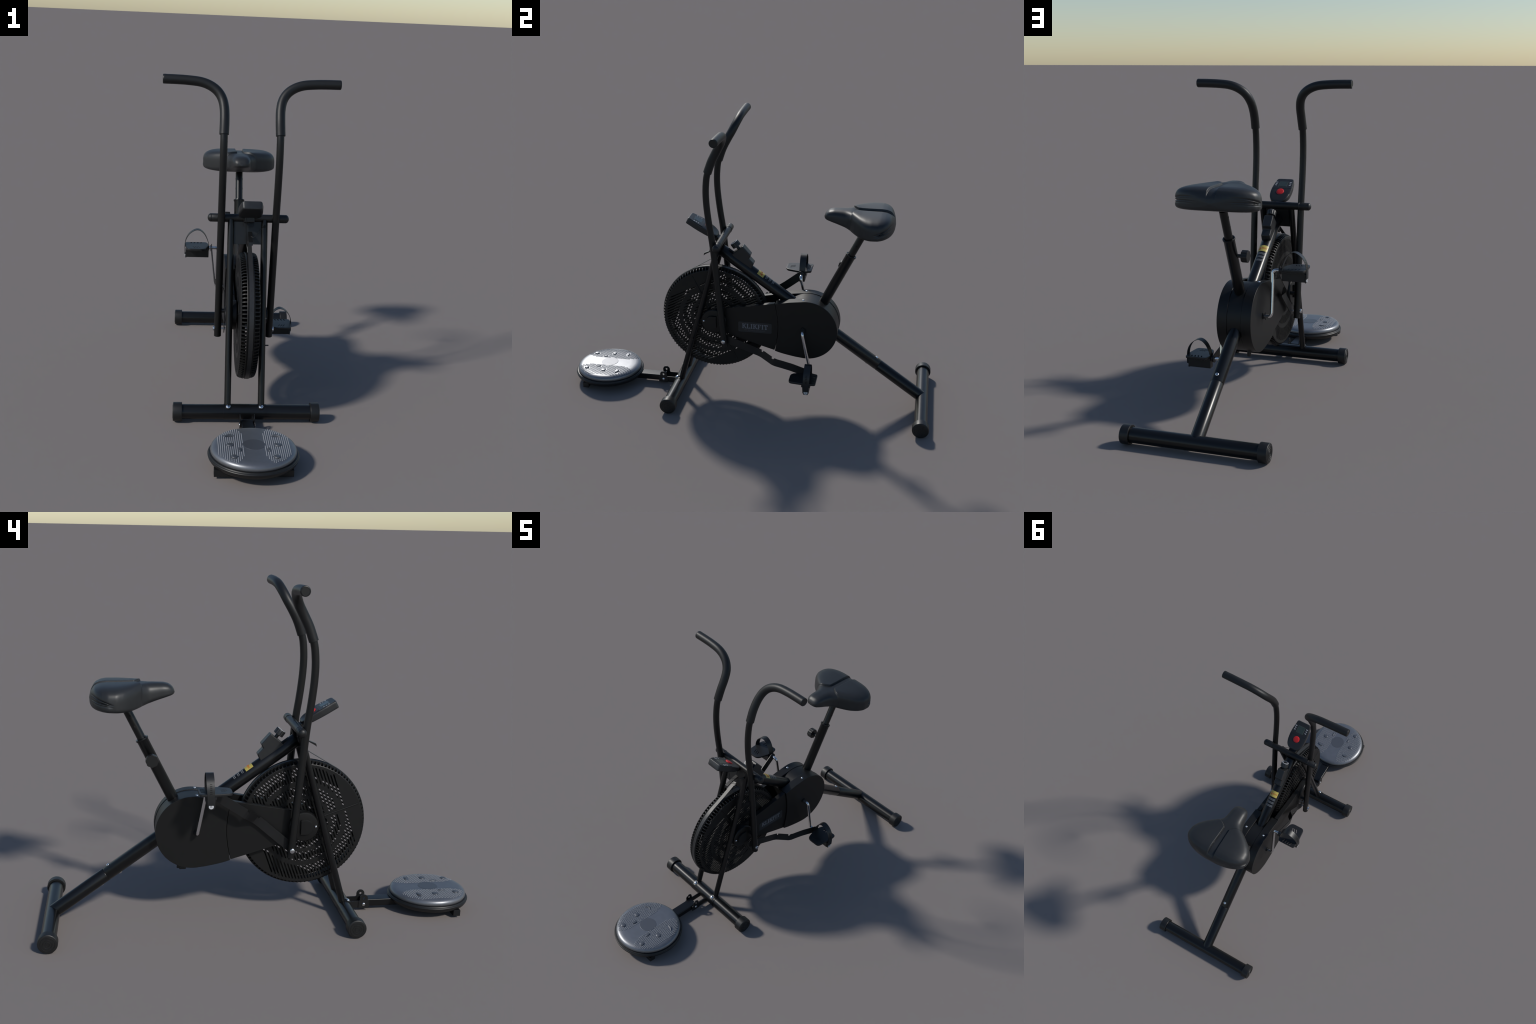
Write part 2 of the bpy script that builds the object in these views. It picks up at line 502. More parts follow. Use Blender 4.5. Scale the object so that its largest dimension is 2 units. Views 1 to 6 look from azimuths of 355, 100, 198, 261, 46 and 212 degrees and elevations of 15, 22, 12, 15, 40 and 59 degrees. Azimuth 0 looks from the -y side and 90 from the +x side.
def saddle_mesh():
    ny = 250
    ang = [45 + 90 * k / 220 for k in range(220)] + [135 + 90 * k / 60 for k in range(60)] + \
          [225 + 90 * k / 60 for k in range(60)] + [315 + 90 * k / 60 for k in range(60)]
    na = len(ang)
    vs, fs = [], []
    L = 0.3655
    for i in range(1, ny):
        s = 0.5 - 0.5 * math.cos(math.pi * i / ny)
        t = L * (0.55 * s + 0.45 * i / ny)
        w, zt, zb = lerp_table(W_TAB, t), lerp_table(T_TAB, t), lerp_table(B_TAB, t)
        y = Y0 + t
        zm = zb + (zt - zb) * 0.36
        rearness = sstep(0.10, 0.20, t)
        ends = sstep(0.3650, 0.340, t)
        for a in ang:
            ca, sa = math.cos(math.radians(a)), math.sin(math.radians(a))
            up = sa > 0
            ex = 2.9 + 1.9 * rearness if up else 3.4 + 1.6 * rearness
            rr = (abs(ca) ** ex + abs(sa) ** ex) ** (-1 / ex)
            X, Z = rr * ca, rr * sa
            h = (zt - zm) if up else (zm - zb)
            z = zm + Z * h
            # flanks lean out toward the bottom
            ww = w * (1 + 0.035 * (1 - max(0.0, Z) ** 2) - 0.03)
            x = X * ww
            m, d = pad_mask(x, y)
            if up:
                z += (0.0100 * m * ends - 0.003 * rearness * min(1.0, abs(x) / 0.175) ** 2) * max(0.0, Z) ** 0.7
                x *= 1 + 0.030 * m * ends * (1 - max(0.0, Z) ** 3)
                # pressed seam line
                z -= 0.0022 * math.exp(-(d / 0.0020) ** 2) * max(0, Z) * ends * rearness
            else:
                x *= 1 + 0.030 * m * ends
            # two moulded folds on each rear flank
            fm = sstep(0.258, 0.290, t) * sstep(0.360, 0.348, t) * sstep(0.60, 0.85, abs(X))
            for zf, sl in ((1.058, 0.36), (1.039, 0.14)):
                zc = zf - sl * max(0.0, 0.345 - t)
                g = math.exp(-((z - zc) / 0.0032) ** 2) - 0.45 * math.exp(-((z - zc + 0.0075) / 0.004) ** 2)
                x -= math.copysign(0.0060 * g * fm, x)
            vs.append((x + 0.001, y, z))
    m = ny - 1
    for i in range(m - 1):
        for k in range(na):
            k2 = (k + 1) % na
            fs.append((i * na + k, i * na + k2, (i + 1) * na + k2, (i + 1) * na + k))
    n0 = len(vs)
    vs.append((0.001, Y0, 1.051)); vs.append((0.001, Y0 + L, 1.032))
    for k in range(na):
        fs.append((n0, (k + 1) % na, k))
        fs.append((n0 + 1, (m - 1) * na + k, (m - 1) * na + (k + 1) % na))
    return vs, fs
saddle = mesh('saddle', *saddle_mesh(), M_SEAT, None, 60)

# ------------------------------------------------------------------ chain guard
CX = 0.0038                                    # centre plane of guard and wheel
GC, GR = (0.3255, 0.432), 0.1665              # big round end
def guard_outline(grow=0.0, front_y=-0.112):
    ztf = 0.5235 + 0.166 * 0 + grow
    out = [(front_y, 0.379 - grow), (-0.05, 0.3575 - grow), (0.088, 0.3165 - grow), (0.156, 0.2965 - grow), (0.215, 0.2815 - grow)]
    out += circle2(GC, GR + grow, -112, 100, 40)
    out += [(0.235, 0.5885 + grow), (0.16, 0.5735 + grow), (0.075, 0.5575 + grow), (-0.01, 0.5415 + grow), (front_y, 0.524 + grow)]
    return out
# centre strip between the two shells (only the rear drum)
strip = [(0.165, 0.305), (0.215, 0.2850)] + circle2(GC, GR - 0.0025, -99, 118, 36) + [(0.165, 0.56)]
guard = Build().add(*prism(strip, CX - 0.0335, CX + 0.0335)).obj('guard_centre', M_COVER)
for s in (-1, 1):
    xi, xo = CX + s * 0.0345, CX + s * 0.0770
    # rear drum half: full depth
    seam = [(0.158 + 0.018 * math.sin(math.pi * k / 10), 0.2962 + (0.5731 - 0.2962) * k / 10) for k in range(11)]
    body = [(0.180, 0.2896), (0.205, 0.2833), (0.240, 0.2762), (0.270, 0.2710)] + circle2(GC, GR, -99, 100, 44) + [(0.235, 0.5885)] + [(0.1585, 0.5731)] + seam[::-1][1:-1] + [(0.1585, 0.2962)]
    shell = beveled('guard_shell', [prism(body, xi, xo + s * 0.0065)], M_COVER, 0.0022, 3, guard, 40)
    # forward arm beside the wheel
    arm = [(-0.112, 0.379), (-0.05, 0.3575), (0.088, 0.3165), (0.1555, 0.2975)] + \
          [(0.1562 + 0.018 * math.sin(math.pi * k / 10), 0.2975 + (0.5720 - 0.2975) * k / 10) for k in range(1, 10)] + \
          [(0.1555, 0.5720), (0.075, 0.5565), (-0.01, 0.5405), (-0.112, 0.524)]
    beveled('guard_arm', [prism(arm, CX + s * 0.0505, xo - s * 0.0003)], M_COVER, 0.0015, 2, guard, 40)
    # hub at the wheel axle: wide drum, flat cap with raised half-round boss, one screw
    H = V((CX, -0.1755, 0.4435))
    hub = Build().add(*lathe([(0.0, 0.047), (0.069, 0.047), (0.069, 0.081), (0.0682, 0.0835), (0.0655, 0.0865), (0.060, 0.0875), (0.0, 0.0875)], H, (s, 0, 0), 64)).obj('hub_cover', M_COVER, guard, 35)
    dsh = [(H.y + 0.016, H.z - 0.034), (H.y + 0.016, H.z + 0.034)] + [(H.y - 0.008 - 0.034 * math.sin(math.radians(180 * k / 20)) * 1.0, H.z + 0.034 * math.cos(math.radians(180 * k / 20))) for k in range(21)]
    beveled('hub_boss', [prism(dsh, CX + s * 0.080, CX + s * 0.0985)], M_COVER, 0.002, 2, hub, 40)
    screw('screw', (CX + s * 0.0880, H.y - 0.054, H.z), (s, 0, 0), 0.0062, hub)
    Build().add(*sweep([(CX + s * 0.060, -0.1205, H.z), (s * 0.115, -0.1205, H.z)], 0.010, 20)).obj('axle', M_STEEL, hub)
    # blend web between arm and hub
    web = [(-0.1755, 0.4435 - 0.066), (-0.105, 0.377), (-0.105, 0.523), (-0.1755, 0.4435 + 0.066)]
    Build().add(*prism(web, CX + s * 0.0520, CX + s * 0.0690)).obj('guard_web', M_COVER, guard)
    screw('screw', (CX + s * 0.062, 0.3060, 0.5978), (0, -0.1, 1), 0.0068, shell)
    # black disc laid on the shell in place of a crank hole
    Build().add(*lathe([(0, 0.0845), (0.0150, 0.0845), (0.0158, 0.0838), (0.0158, 0.07)], (CX, 0.310, 0.4335), (s, 0, 0), 28)).obj('crank_hole_patch', M_BLACK, shell)
Build().add(*sweep([(-0.035, 0.385, 0.280), (-0.035, 0.387, 0.2535)], 0.0095, 20)).obj('guard_stud', M_CAP, guard)

# logo plate on the +x arm ---------------------------------------------------
LX = CX + 0.0770
lc = (0.049, 0.4235)
tilt = -0.0
def lp(a, b):
    return (lc[0] + a * math.cos(tilt) - b * math.sin(tilt), lc[1] + a * math.sin(tilt) + b * math.cos(tilt))
rim_out = round_poly([(-0.0905, -0.0290), (0.0905, -0.0290), (0.0905, 0.0290), (-0.0905, 0.0290)], 0.009)
rim_in = round_poly([(-0.0888, -0.0273), (0.0888, -0.0273), (0.0888, 0.0273), (-0.0888, 0.0273)], 0.0075)
badge = Build().add(*prism([lp(*p) for p in rim_in], LX - 0.0015, LX + 0.0005)).obj('badge', M_LOGOBG, guard)
n = len(rim_out)
vs = [(LX + h, *lp(*p)) for h in (-0.001, 0.0009) for p in rim_out] + [(LX + h, *lp(*p)) for h in (-0.001, 0.0009) for p in rim_in]
fs = []
for i in range(n):
    j = (i + 1) % n
    fs += [(i, j, n + j, n + i), (n + i, n + j, 3 * n + j, 3 * n + i), (3 * n + i, 3 * n + j, 2 * n + j, 2 * n + i)]
mesh('badge_edge', vs, fs, M_LOGOEDGE, badge)
# slab-serif letters out of strokes, unit height 1
def bar_(x0, y0, x1, y1):
    return [(x0, y0), (x1, y0), (x1, y1), (x0, y1)]
GL = {
    'K': (0.86, [bar_(.09, 0, .29, 1), bar_(0, 0, .38, .10), bar_(0, .90, .38, 1),
                 [(.29, .36), (.29, .54), (.60, .95), (.80, .95)], [(.36, .52), (.50, .66), (.88, .05), (.64, .05)],
                 bar_(.52, .90, .86, 1), bar_(.60, 0, .95, .10)]),
    'L': (0.74, [bar_(.09, 0, .29, 1), bar_(0, 0, .72, .11), bar_(0, .90, .38, 1), bar_(.60, 0, .72, .30)]),
    'I': (0.40, [bar_(.09, 0, .29, 1), bar_(0, 0, .38, .10), bar_(0, .90, .38, 1)]),
    'F': (0.74, [bar_(.09, 0, .29, 1), bar_(0, 0, .40, .10), bar_(0, .89, .70, 1), bar_(.58, .70, .70, 1), bar_(.2, .45, .54, .57)]),
    'T': (0.80, [bar_(.30, 0, .50, 1), bar_(.20, 0, .60, .10), bar_(0, .89, .80, 1), bar_(0, .68, .12, 1), bar_(.68, .68, .80, 1)]),
}
word = "KLIKFIT"
hgt, gap = 0.0275, 0.09
total = sum(GL[c][0] for c in word) + gap * (len(word) - 1)
sx_ = 0.140 / total
cx = -0.070
for c in word:
    w, polys = GL[c]
    B = Build()
    for q, pg in enumerate(polys):
        B.add(*prism([lp(cx + px * sx_, -0.0085 + py * hgt) for px, py in pg], LX - 0.0002, LX + 0.0008 + 0.00004 * q))
    B.obj('badge_letter', M_LOGO, badge, 20)
    cx += (w + gap) * sx_
text('badge_lettering', "MY FITNESS JOURNEY", 0.0118, (LX + 0.0006, lc[0], lc[1] - 0.0185), (0, 1, 0), (0, 0, 1), M_LOGOSUB, badge)

# ------------------------------------------------------------------ fan wheel
WC = V((0.0058, -0.1775, 0.4432))
R_W = 0.2925
def band_profile():
    return [(0.272, -0.0155), (0.2905, -0.0178), (0.2945, -0.0172), (0.2958, -0.0145), (0.2938, -0.0120), (0.2932, 0.0),
            (0.2938, 0.0120), (0.2958, 0.0145), (0.2945, 0.0172), (0.2905, 0.0178), (0.272, 0.0155)]
wheel = Build().add(*lathe(band_profile(), WC, (1, 0, 0), 128, closed=True)).obj('fan_wheel', M_WHEEL, None, 25)
Build().add(*lathe([(0, -0.038), (0.045, -0.038), (0.045, 0.038), (0, 0.038)], WC, (1, 0, 0), 40)).obj('wheel_hub', M_BLACK, wheel)

PITCH, SLOT = 0.01365, 0.0064
RINGS = ((0.2005, 0.2680), (0.1345, 0.1800), (0.0640, 0.1190))
def slot_cutters(ang, x0, x1, B):
    d = (math.cos(ang), math.sin(ang))            # along the slots, in (y,z)
    p = (-d[1], d[0])
    for k in range(-15, 16):
        t = k * PITCH
        if abs(t) > 0.207:
            continue
        spans = []
        for a, b in RINGS:
            if abs(t) >= b - 0.004:
                continue
            hi = math.sqrt(b * b - t * t)
            lo = math.sqrt(max(a * a - t * t, 0.0))
            lo = max(lo, 0.012)
            if hi - lo > 0.012:
                spans += [(lo, hi), (-hi, -lo)]
        for s0, s1 in spans:
            if abs(abs(t) - 0.191) < 0.004 and s0 > 0.02:
                s1 -= 0.012
            h = SLOT / 2
            pts = []
            for (c, sg) in ((s1 - h, 1), (s0 + h, -1)):
                for q in range(5):
                    a = math.radians(-90 + 45 * q) * 1
                    pts.append((c + sg * h * math.cos(a), t + sg * h * math.sin(a)))
            poly = [(WC.y + d[0] * u_ + p[0] * v_, WC.z + d[1] * u_ + p[1] * v_) for u_, v_ in pts]
            B.add(*prism(poly, x0, x1))

def grille(s, ang):
    xo = 0.0415 * s
    prof = [(0.0, xo - s * 0.0035), (0.2775, xo - s * 0.0035), (0.2805, xo - s * 0.003), (0.2815, xo - s * 0.0014), (0.2790, xo), (0.0, xo)]
    me_b = Build().add(*lathe(prof, WC, (1, 0, 0), 160))
    ob = me_b.obj('side_grille', M_WHEEL, wheel, 30)
    cb = Build()
    slot_cutters(ang, WC.x + xo - 0.012, WC.x + xo + 0.012, cb)
    cut = cb.obj('cutter', M_WHEEL, wheel)
    md = ob.modifiers.new('slots', 'BOOLEAN')
    md.operation = 'DIFFERENCE'
    md.object = cut
    md.solver = 'EXACT'
    bpy.context.view_layer.update()
    dg = bpy.context.evaluated_depsgraph_get()
    me = bpy.data.meshes.new_from_object(ob.evaluated_get(dg))
    ob.modifiers.clear()
    old = ob.data
    ob.data = me
    bpy.data.meshes.remove(old)
    bpy.data.objects.remove(cut)
    me.name = 'side_grille'
    me.shade_flat()
    # radial ridge, across the slots
    d = V((0, -math.sin(ang), math.cos(ang)))
    for sg in (-1, 1):
        a, b = WC + d * sg * 0.072 + V((xo, 0, 0)), WC + d * sg * 0.268 + V((xo, 0, 0))
        Build().add(*sweep([a, b], 0.0032, 10)).obj('grille_ridge', M_WHEEL, ob)
    # raised round lip near the hub
    Build().add(*lathe([(0.0875, xo - s * 0.001), (0.0880, xo + s * 0.0008), (0.0900, xo + s * 0.0008), (0.0905, xo - s * 0.001)], WC, (1, 0, 0), 72, True)).obj('grille_lip', M_WHEEL, ob)
    # little countersunk screw dimples
    for a_ in (42, 138, 222, 318):
        rr = 0.2600
        aa = math.radians(a_) + ang
        c = WC + V((xo, rr * math.cos(aa), rr * math.sin(aa)))
        Build().add(*lathe([(0.0042, -0.001), (0.0042, 0.0005), (0.0062, 0.0005), (0.0066, -0.001)], c, (s, 0, 0), 16)).obj('screw_boss', M_WHEEL, ob)
    # ribs of the open rim between grille and centre band
    NR = 103
    B = Build()
    rp = [(0.2760, 0.0405), (0.2808, 0.0410), (0.2868, 0.0375), (0.2912, 0.0290), (0.2928, 0.0165), (0.2860, 0.0165), (0.2820, 0.0280), (0.2760, 0.0365)]
    for k in range(NR):
        a = 2 * math.pi * (k + 0.25 * (s + 1)) / NR
        e = V((0, math.cos(a), math.sin(a)))
        tg = V((0, -math.sin(a), math.cos(a)))
        vs = [WC + e * r + V((s * x, 0, 0)) + tg * h for h in (-0.0026, 0.0026) for r, x in rp]
        m = len(rp)
        fs = [tuple(range(m)), tuple(range(m, 2 * m))[::-1]] + [(i, (i + 1) % m, m + (i + 1) % m, m + i) for i in range(m)]
        B.add(vs, fs)
    ribs = B.obj('rim_ribs', M_WHEEL, wheel)
    ribs["kind"] = "stuff"

grille(-1, math.radians(70.7))
grille(1, math.radians(27))

# friction belt over the wheel and its hook ----------------------------------
BX, BW = CX + 0.004, 0.0195
def ribbon(path, x, w, th):
    n = len(path)
    P = [V((0, *q)) for q in path]
    nr = []
    for i in range(n):
        t = (P[min(i + 1, n - 1)] - P[max(i - 1, 0)]).normalized()
        nr.append(V((0, -t.z, t.y)))
    vs, fs = [], []
    for i in range(n):
        for xx, hh in ((-w / 2, 0), (w / 2, 0), (w / 2, th), (-w / 2, th)):
            vs.append(P[i] + nr[i] * hh + V((x + xx, 0, 0)))
    for i in range(n - 1):
        for k in range(4):
            fs.append((i * 4 + k, i * 4 + (k + 1) % 4, (i + 1) * 4 + (k + 1) % 4, (i + 1) * 4 + k))
    fs += [(0, 1, 2, 3), tuple(range((n - 1) * 4, n * 4))]
    return vs, fs
arc = [(WC.y + 0.2955 * math.cos(math.radians(a)), WC.z + 0.2955 * math.sin(math.radians(a))) for a in [250 - 3 * k for k in range(45)]]
belt = Build().add(*ribbon(arc + [(-0.262, 0.737), (-0.213, 0.767), (-0.168, 0.796)], BX, BW, 0.0018)).obj('friction_belt', M_BELT)
hook = prism([(-0.150, 0.842), (-0.205, 0.8225), (-0.2365, 0.8085), (-0.2400, 0.7945), (-0.2310, 0.8020), (-0.205, 0.8165), (-0.150, 0.836)], BX - 0.0075, BX + 0.0110)
Build().add(*hook).obj('belt_hook', M_STEEL, belt)
Build().add(*sweep([(BX - 0.012, -0.163, 0.795), (BX - 0.006, -0.185, 0.758), (BX - 0.006, -0.190, 0.748)], 0.0050, 12)).obj('belt_spring', M_STEEL, belt)

# ------------------------------------------------------------------ swinging handlebars
BAR = [(0.1225, -0.1095, 0.315), (0.1228, -0.1130, 0.352), (0.1235, -0.1295, 0.540), (0.1245, -0.1480, 0.740), (0.1250, -0.1640, 0.905), (0.1253, -0.1755, 0.985),
       (0.1256, -0.1840, 1.051), (0.1258, -0.1905, 1.119), (0.1260, -0.1925, 1.186), (0.1260, -0.1880, 1.250), (0.1260, -0.1800, 1.290)]
GRIP = [(0.1262, -0.1815, 1.2850), (0.1245, -0.1600, 1.3450), (0.1262, -0.1350, 1.3950), (0.1360, -0.1130, 1.4350), (0.1570, -0.0985, 1.4660),
        (0.1900, -0.0890, 1.4890), (0.2320, -0.0840, 1.5030), (0.2870, -0.0820, 1.5085), (0.3400, -0.0820, 1.5105), (0.3960, -0.0825, 1.5110)]
for s in (-1, 1):
    m = lambda pts: [(s * p[0] + 0.0008, p[1], p[2]) for p in pts]
    bar = Build().add(*sweep(catmull(m(BAR), 6), 0.0168, 28)).obj('handlebar', M_BAR)
    g = catmull(m(GRIP), 8)
    rad = [0.0217] * len(g)
    grip = Build().add(*sweep(g, rad, 32)).obj('grip', M_GRIP, bar, 50)
    e = V(g[-1])
    Build().add(*lathe([(0.0217, -0.003), (0.0217, 0.002), (0.0203, 0.0045), (0.0175, 0.0055), (0.0165, 0.0045), (0, 0.0045)], e, (s, 0, 0), 32)).obj('grip_end', M_CAP, grip)
    bx = s * 0.1228
    Build().add(*lathe([(0, 0.0235), (0.0085, 0.0235), (0.0108, 0.0220), (0.0115, 0.0195), (0.0115, 0.0150), (0, 0.0150)], (bx, -0.113, 0.352), (s, 0, 0), 24)).obj('pivot_bolt', M_ZINC, bar)
    Build().add(*sweep([(bx, -0.113, 0.352), (s * 0.086, -0.113, 0.352)], 0.0045, 12)).obj('pivot_pin', M_ZINC, bar)
    Build().add(*lathe([(0, 0.0), (0.0085, 0.0), (0.0085, 0.006), (0, 0.006)], (s * 0.086, -0.113, 0.352), (s, 0, 0), 6)).obj('pivot_nut', M_ZINC, bar)

# ------------------------------------------------------------------ cranks, links, pedals
HUB = (0.310, 0.4335)
SW = (0.0450, -0.2170)                        # from hub to pedal axle on the +x side
for s in (-1, 1):
    ay, az = HUB[0] + s * SW[0], HUB[1] + s * SW[1] - (0.004 if s > 0 else 0.0)
    x_in, x_arm0, x_arm1, x_ped = 0.060, 0.1240, 0.1170, 0.170
    off = 0.0035
    path = [V((s * x_in + off, *HUB)), V((s * x_arm0 + off, *HUB)), V((s * x_arm1 + off, ay, az)), V((s * x_ped + off, ay, az))]
    # rod with rounded bends
    pts = [path[0]]
    for i in (1, 2):
        a, c, b = path[i - 1], path[i], path[i + 1]
        r = 0.020
        p0, p1 = c + (a - c).normalized() * r, c + (b - c).normalized() * r
        pts += [p0 * (1 - t) ** 2 + c * 2 * t * (1 - t) + p1 * t * t for t in [k / 8 for k in range(9)]]
    pts.append(path[3])
    crank = Build().add(*sweep(pts, 0.0083, 24)).obj('crank_arm', M_CHROME)
    Build().add(*box((s * 0.0935 + off, HUB[0], HUB[1]), (0.0022, 0.005, 0.036))).add(*lathe([(0, -.001), (.0125, -.001), (.0125, .001), (0, .001)], (s * 0.089 + off, *HUB), (1, 0, 0), 24)).obj('crank_clip', M_BLACK, crank)
    # linkage strip: pedal axle -> handlebar foot, kinked sideways, two notches on top
    A, Bp = V((0, ay, az)), V((0, -0.113, 0.353))
    D = (Bp - A); Ln = D.length; D.normalize()
    Nn = V((0, -D.z, D.y))
    if Nn.z < 0:
        Nn = -Nn
    # (distance from pedal, |x|)
    XT = [(-0.018, 0.1520), (0.02, 0.1510), (0.185, 0.1395), (0.205, 0.1345), (0.275, 0.0955), (0.295, 0.0920), (0.40, 0.0940), (Ln + 0.02, 0.0960)]
    if s < 0:
        XT[2:6] = [(0.202, 0.1395), (0.218, 0.1345), (0.270, 0.0955), (0.290, 0.0920)]
    sg_ = 1.0 if s > 0 else -0.75               # the same pressed part, turned round on the other side
    sag = [(-0.02, 0.0), (0.10, -0.002), (0.21, -0.012), (0.28, -0.012), (0.38, -0.006), (Ln + 0.02, 0.0)]
    stations = [-0.018, -0.012, -0.004, 0.02, 0.06, 0.10, 0.15, 0.185, 0.195, 0.2, 0.206, 0.2061, 0.215, 0.2151, 0.23, 0.25, 0.27, 0.2701, 0.279, 0.2791, 0.285, 0.295, 0.32, 0.36, 0.40, 0.44, Ln, Ln + 0.010, Ln + 0.017, Ln + 0.020]
    vs, fs = [], []
    th = 0.0016
    for t in stations:
        x = XT[0][1]
        for (a, xa), (b, xb) in zip(XT[:-1], XT[1:]):
            if a <= t <= b:
                x = xa + (xb - xa) * (t - a) / (b - a)
        o = A + D * t + Nn * (lerp_table(sag, t) * sg_)
        top, bot = 0.0215, -0.0215
        if t < 0:
            k = math.sqrt(max(0.0, 1 - (t / 0.0185) ** 2)); top *= max(k, .25); bot *= max(k, .25)
        if t > Ln:
            k = math.sqrt(max(0.0, 1 - ((t - Ln) / 0.0215) ** 2)); top *= max(k, .3); bot *= max(k, .3)
        if 0.2059 < t < 0.21505 or 0.27005 < t < 0.27905:
            top -= 0.010
        for xx, hh in ((-th, bot), (th, bot), (th, top), (-th, top)):
            vs.append(o + Nn * hh + V((s * (x + xx) + off, 0, 0)))
    for i in range(len(stations) - 1):
        for k in range(4):
            fs.append((i * 4 + k, i * 4 + (k + 1) % 4, (i + 1) * 4 + (k + 1) % 4, (i + 1) * 4 + k))
    fs += [(0, 1, 2, 3), tuple(range(len(vs) - 4, len(vs)))]
    mesh('link_arm', vs, fs, M_STEEL, None, 30)
    # washer between link and pedal
    wsh = Build().add(*lathe([(0, -0.0013), (0.0165, -0.0013), (0.0165, 0.0013), (0, 0.0013)], (s * 0.158 + off, ay, az - 0.002), (1, 0, 0), 28)).obj('link_washer', M_STEEL, crank)
    az -= 0.003 if s > 0 else 0.0015          # the pedal hangs a little on its axle
    # pedal -----------------------------------------------------------------
    xi, xo = 0.1665, 0.2810                    # inner and outer side (|x|)
    def px(v):
        return s * v + off
    yb, yf = ay + 0.050, ay - 0.088            # rear and front edge of the platform
    xi, xo = 0.1705, 0.2865
    yf -= 0.005
    pl = [(px(xi + 0.006), yb), (px(xo - 0.004), yb), (px(xo - 0.0005), ay + 0.018), (px(xo - 0.001), ay - 0.012), (px(xo - 0.010), yf), (px(xi + 0.018), yf),
          (px(xi - 0.003), ay - 0.020), (px(xi - 0.003), ay + 0.018)]
    pl = round_poly(pl, [0.014, 0.014, 0.03, 0.03, 0.024, 0.034, 0.03, 0.02], 6)
    body = beveled('pedal', [prism(pl, az + 0.0060, az + 0.0180, 'z')], M_PEDAL, 0.003, 2, None, 40)
    # slots through the platform are drawn as real cuts
    cb = Build()
    cosd, sind = math.cos(math.radians(12)), math.sin(math.radians(12))
    def slot(xc, yc, ln, w, an):
        c_, s_ = math.cos(an), math.sin(an)
        P = round_poly([(-w, -ln), (w, -ln), (w, ln), (-w, ln)], w * 0.9, 3)
        cb.add(*prism([(px(xc) + a * c_ - b * s_, yc + a * s_ + b * c_) for a, b in P], az - 0.003, az + 0.03, 'z'))
    for i in range(4):
        slot(xi + 0.034 + i * 0.0165, ay + 0.0335, 0.0100, 0.0036, s * 0.30)
    for i in range(3):
        slot(xi + 0.046 + i * 0.0125, ay - 0.058, 0.0150, 0.0019, -s * 0.42)
    cut = cb.obj('cutter', M_PEDAL, ROOT)
    md = body.modifiers.new('cut', 'BOOLEAN'); md.object = cut; md.operation = 'DIFFERENCE'; md.solver = 'EXACT'
    body.modifiers.move(1, 0)
    bpy.context.view_layer.update()
    me = bpy.data.meshes.new_from_object(body.evaluated_get(bpy.context.evaluated_depsgraph_get()))
    body.modifiers.clear(); body.data = me; me.name = 'pedal'
    bpy.data.objects.remove(cut)
    # axle housing below
    xi, xo = 0.1660, 0.2805
    beveled('axle_housing', [prism([(ay - 0.0165, az - 0.0455), (ay + 0.0155, az - 0.0455), (ay + 0.018, az + 0.009), (ay - 0.020, az + 0.009)], px(xi), px(xo - 0.002))], M_PEDAL, 0.002, 2, body, 40)
    beveled('pedal_skirt', [prism([(ay - 0.024, az - 0.0085), (ay + 0.022, az - 0.0085), (ay + 0.022, az + 0.009), (ay - 0.024, az + 0.009)], px(xi - 0.001), px(xo - 0.0005))], M_PEDAL, 0.002, 2, body, 40)
    # strap: arch over the foot, row of dark blocks for holes on the outer side
    xs0, xs1 = xi - 0.002, xo + 0.006
    prof = [(xs1, az - 0.030), (xs1 + 0.0005, az - 0.010), (xs1 - 0.0005, az + 0.020), (xs1 - 0.006, az + 0.046), (xs1 - 0.020, az + 0.071), (xs1 - 0.040, az + 0.088),
            (xs1 - 0.061, az + 0.0955), (xs1 - 0.080, az + 0.0900), (xs1 - 0.098, az + 0.073), (xs1 - 0.111, az + 0.049), (xs1 - 0.119, az + 0.026), (xs0, az + 0.006), (xs0, az - 0.004)]
    pc = catmull([(a, 0, b) for a, b in prof], 5)
    vs, fs = [], []
    n = len(pc)
    for i in range(n):
        t = (pc[min(i + 1, n - 1)] - pc[max(i - 1, 0)]).normalized()
        nn = V((t.z, 0, -t.x))
        lean = 0.002 + 0.006 * math.sin(math.pi * i / n)
        w = 0.0175 - 0.0025 * (1 - math.sin(math.pi * i / n))
        for yy, hh in ((-w, 0.001), (w, 0.001), (w, -0.001), (-w, -0.001)):
            q = pc[i] + nn * hh
            vs.append((px(q.x), ay + lean * 0.4 + yy, q.z))
    for i in range(n - 1):
        for k in range(4):
            fs.append((i * 4 + k, i * 4 + (k + 1) % 4, (i + 1) * 4 + (k + 1) % 4, (i + 1) * 4 + k))
    fs += [(0, 1, 2, 3), tuple(range(len(vs) - 4, len(vs)))]
    strap = mesh('pedal_strap', vs, fs, M_PEDAL, body, 30)
    B = Build()
    for i in range(6):                          # dark blocks set on the outer run in place of punched holes
        z = az + 0.020 + i * 0.0075
        xx = xs1 + lerp_table([(0.0, 0.0005), (0.020, -0.0005), (0.046, -0.006), (0.071, -0.020)], z - az) + 0.0006
        B.add(*box((px(xx), ay + 0.0015, z), (0.0022, 0.0095, 0.0030)))
    B.obj('strap_hole_patch', M_BLACK, strap)
    beveled('strap_tab', [prism(round_poly([(ay - 0.012, az - 0.050), (ay + 0.0125, az - 0.050), (ay + 0.017, az - 0.006), (ay - 0.017, az - 0.006)], 0.006), px(xo - 0.003), px(xo + 0.003))], M_PEDAL, 0.0015, 2, body, 40)
    Build().add(*lathe([(0, 0.0035), (0.0100, 0.0035), (0.0108, 0.0025), (0.0108, 0.0)], (px(xo + 0.002), ay + 0.001, az - 0.036), (s, 0, 0), 28)).obj('pedal_end_cap', M_ENDCAP, body)
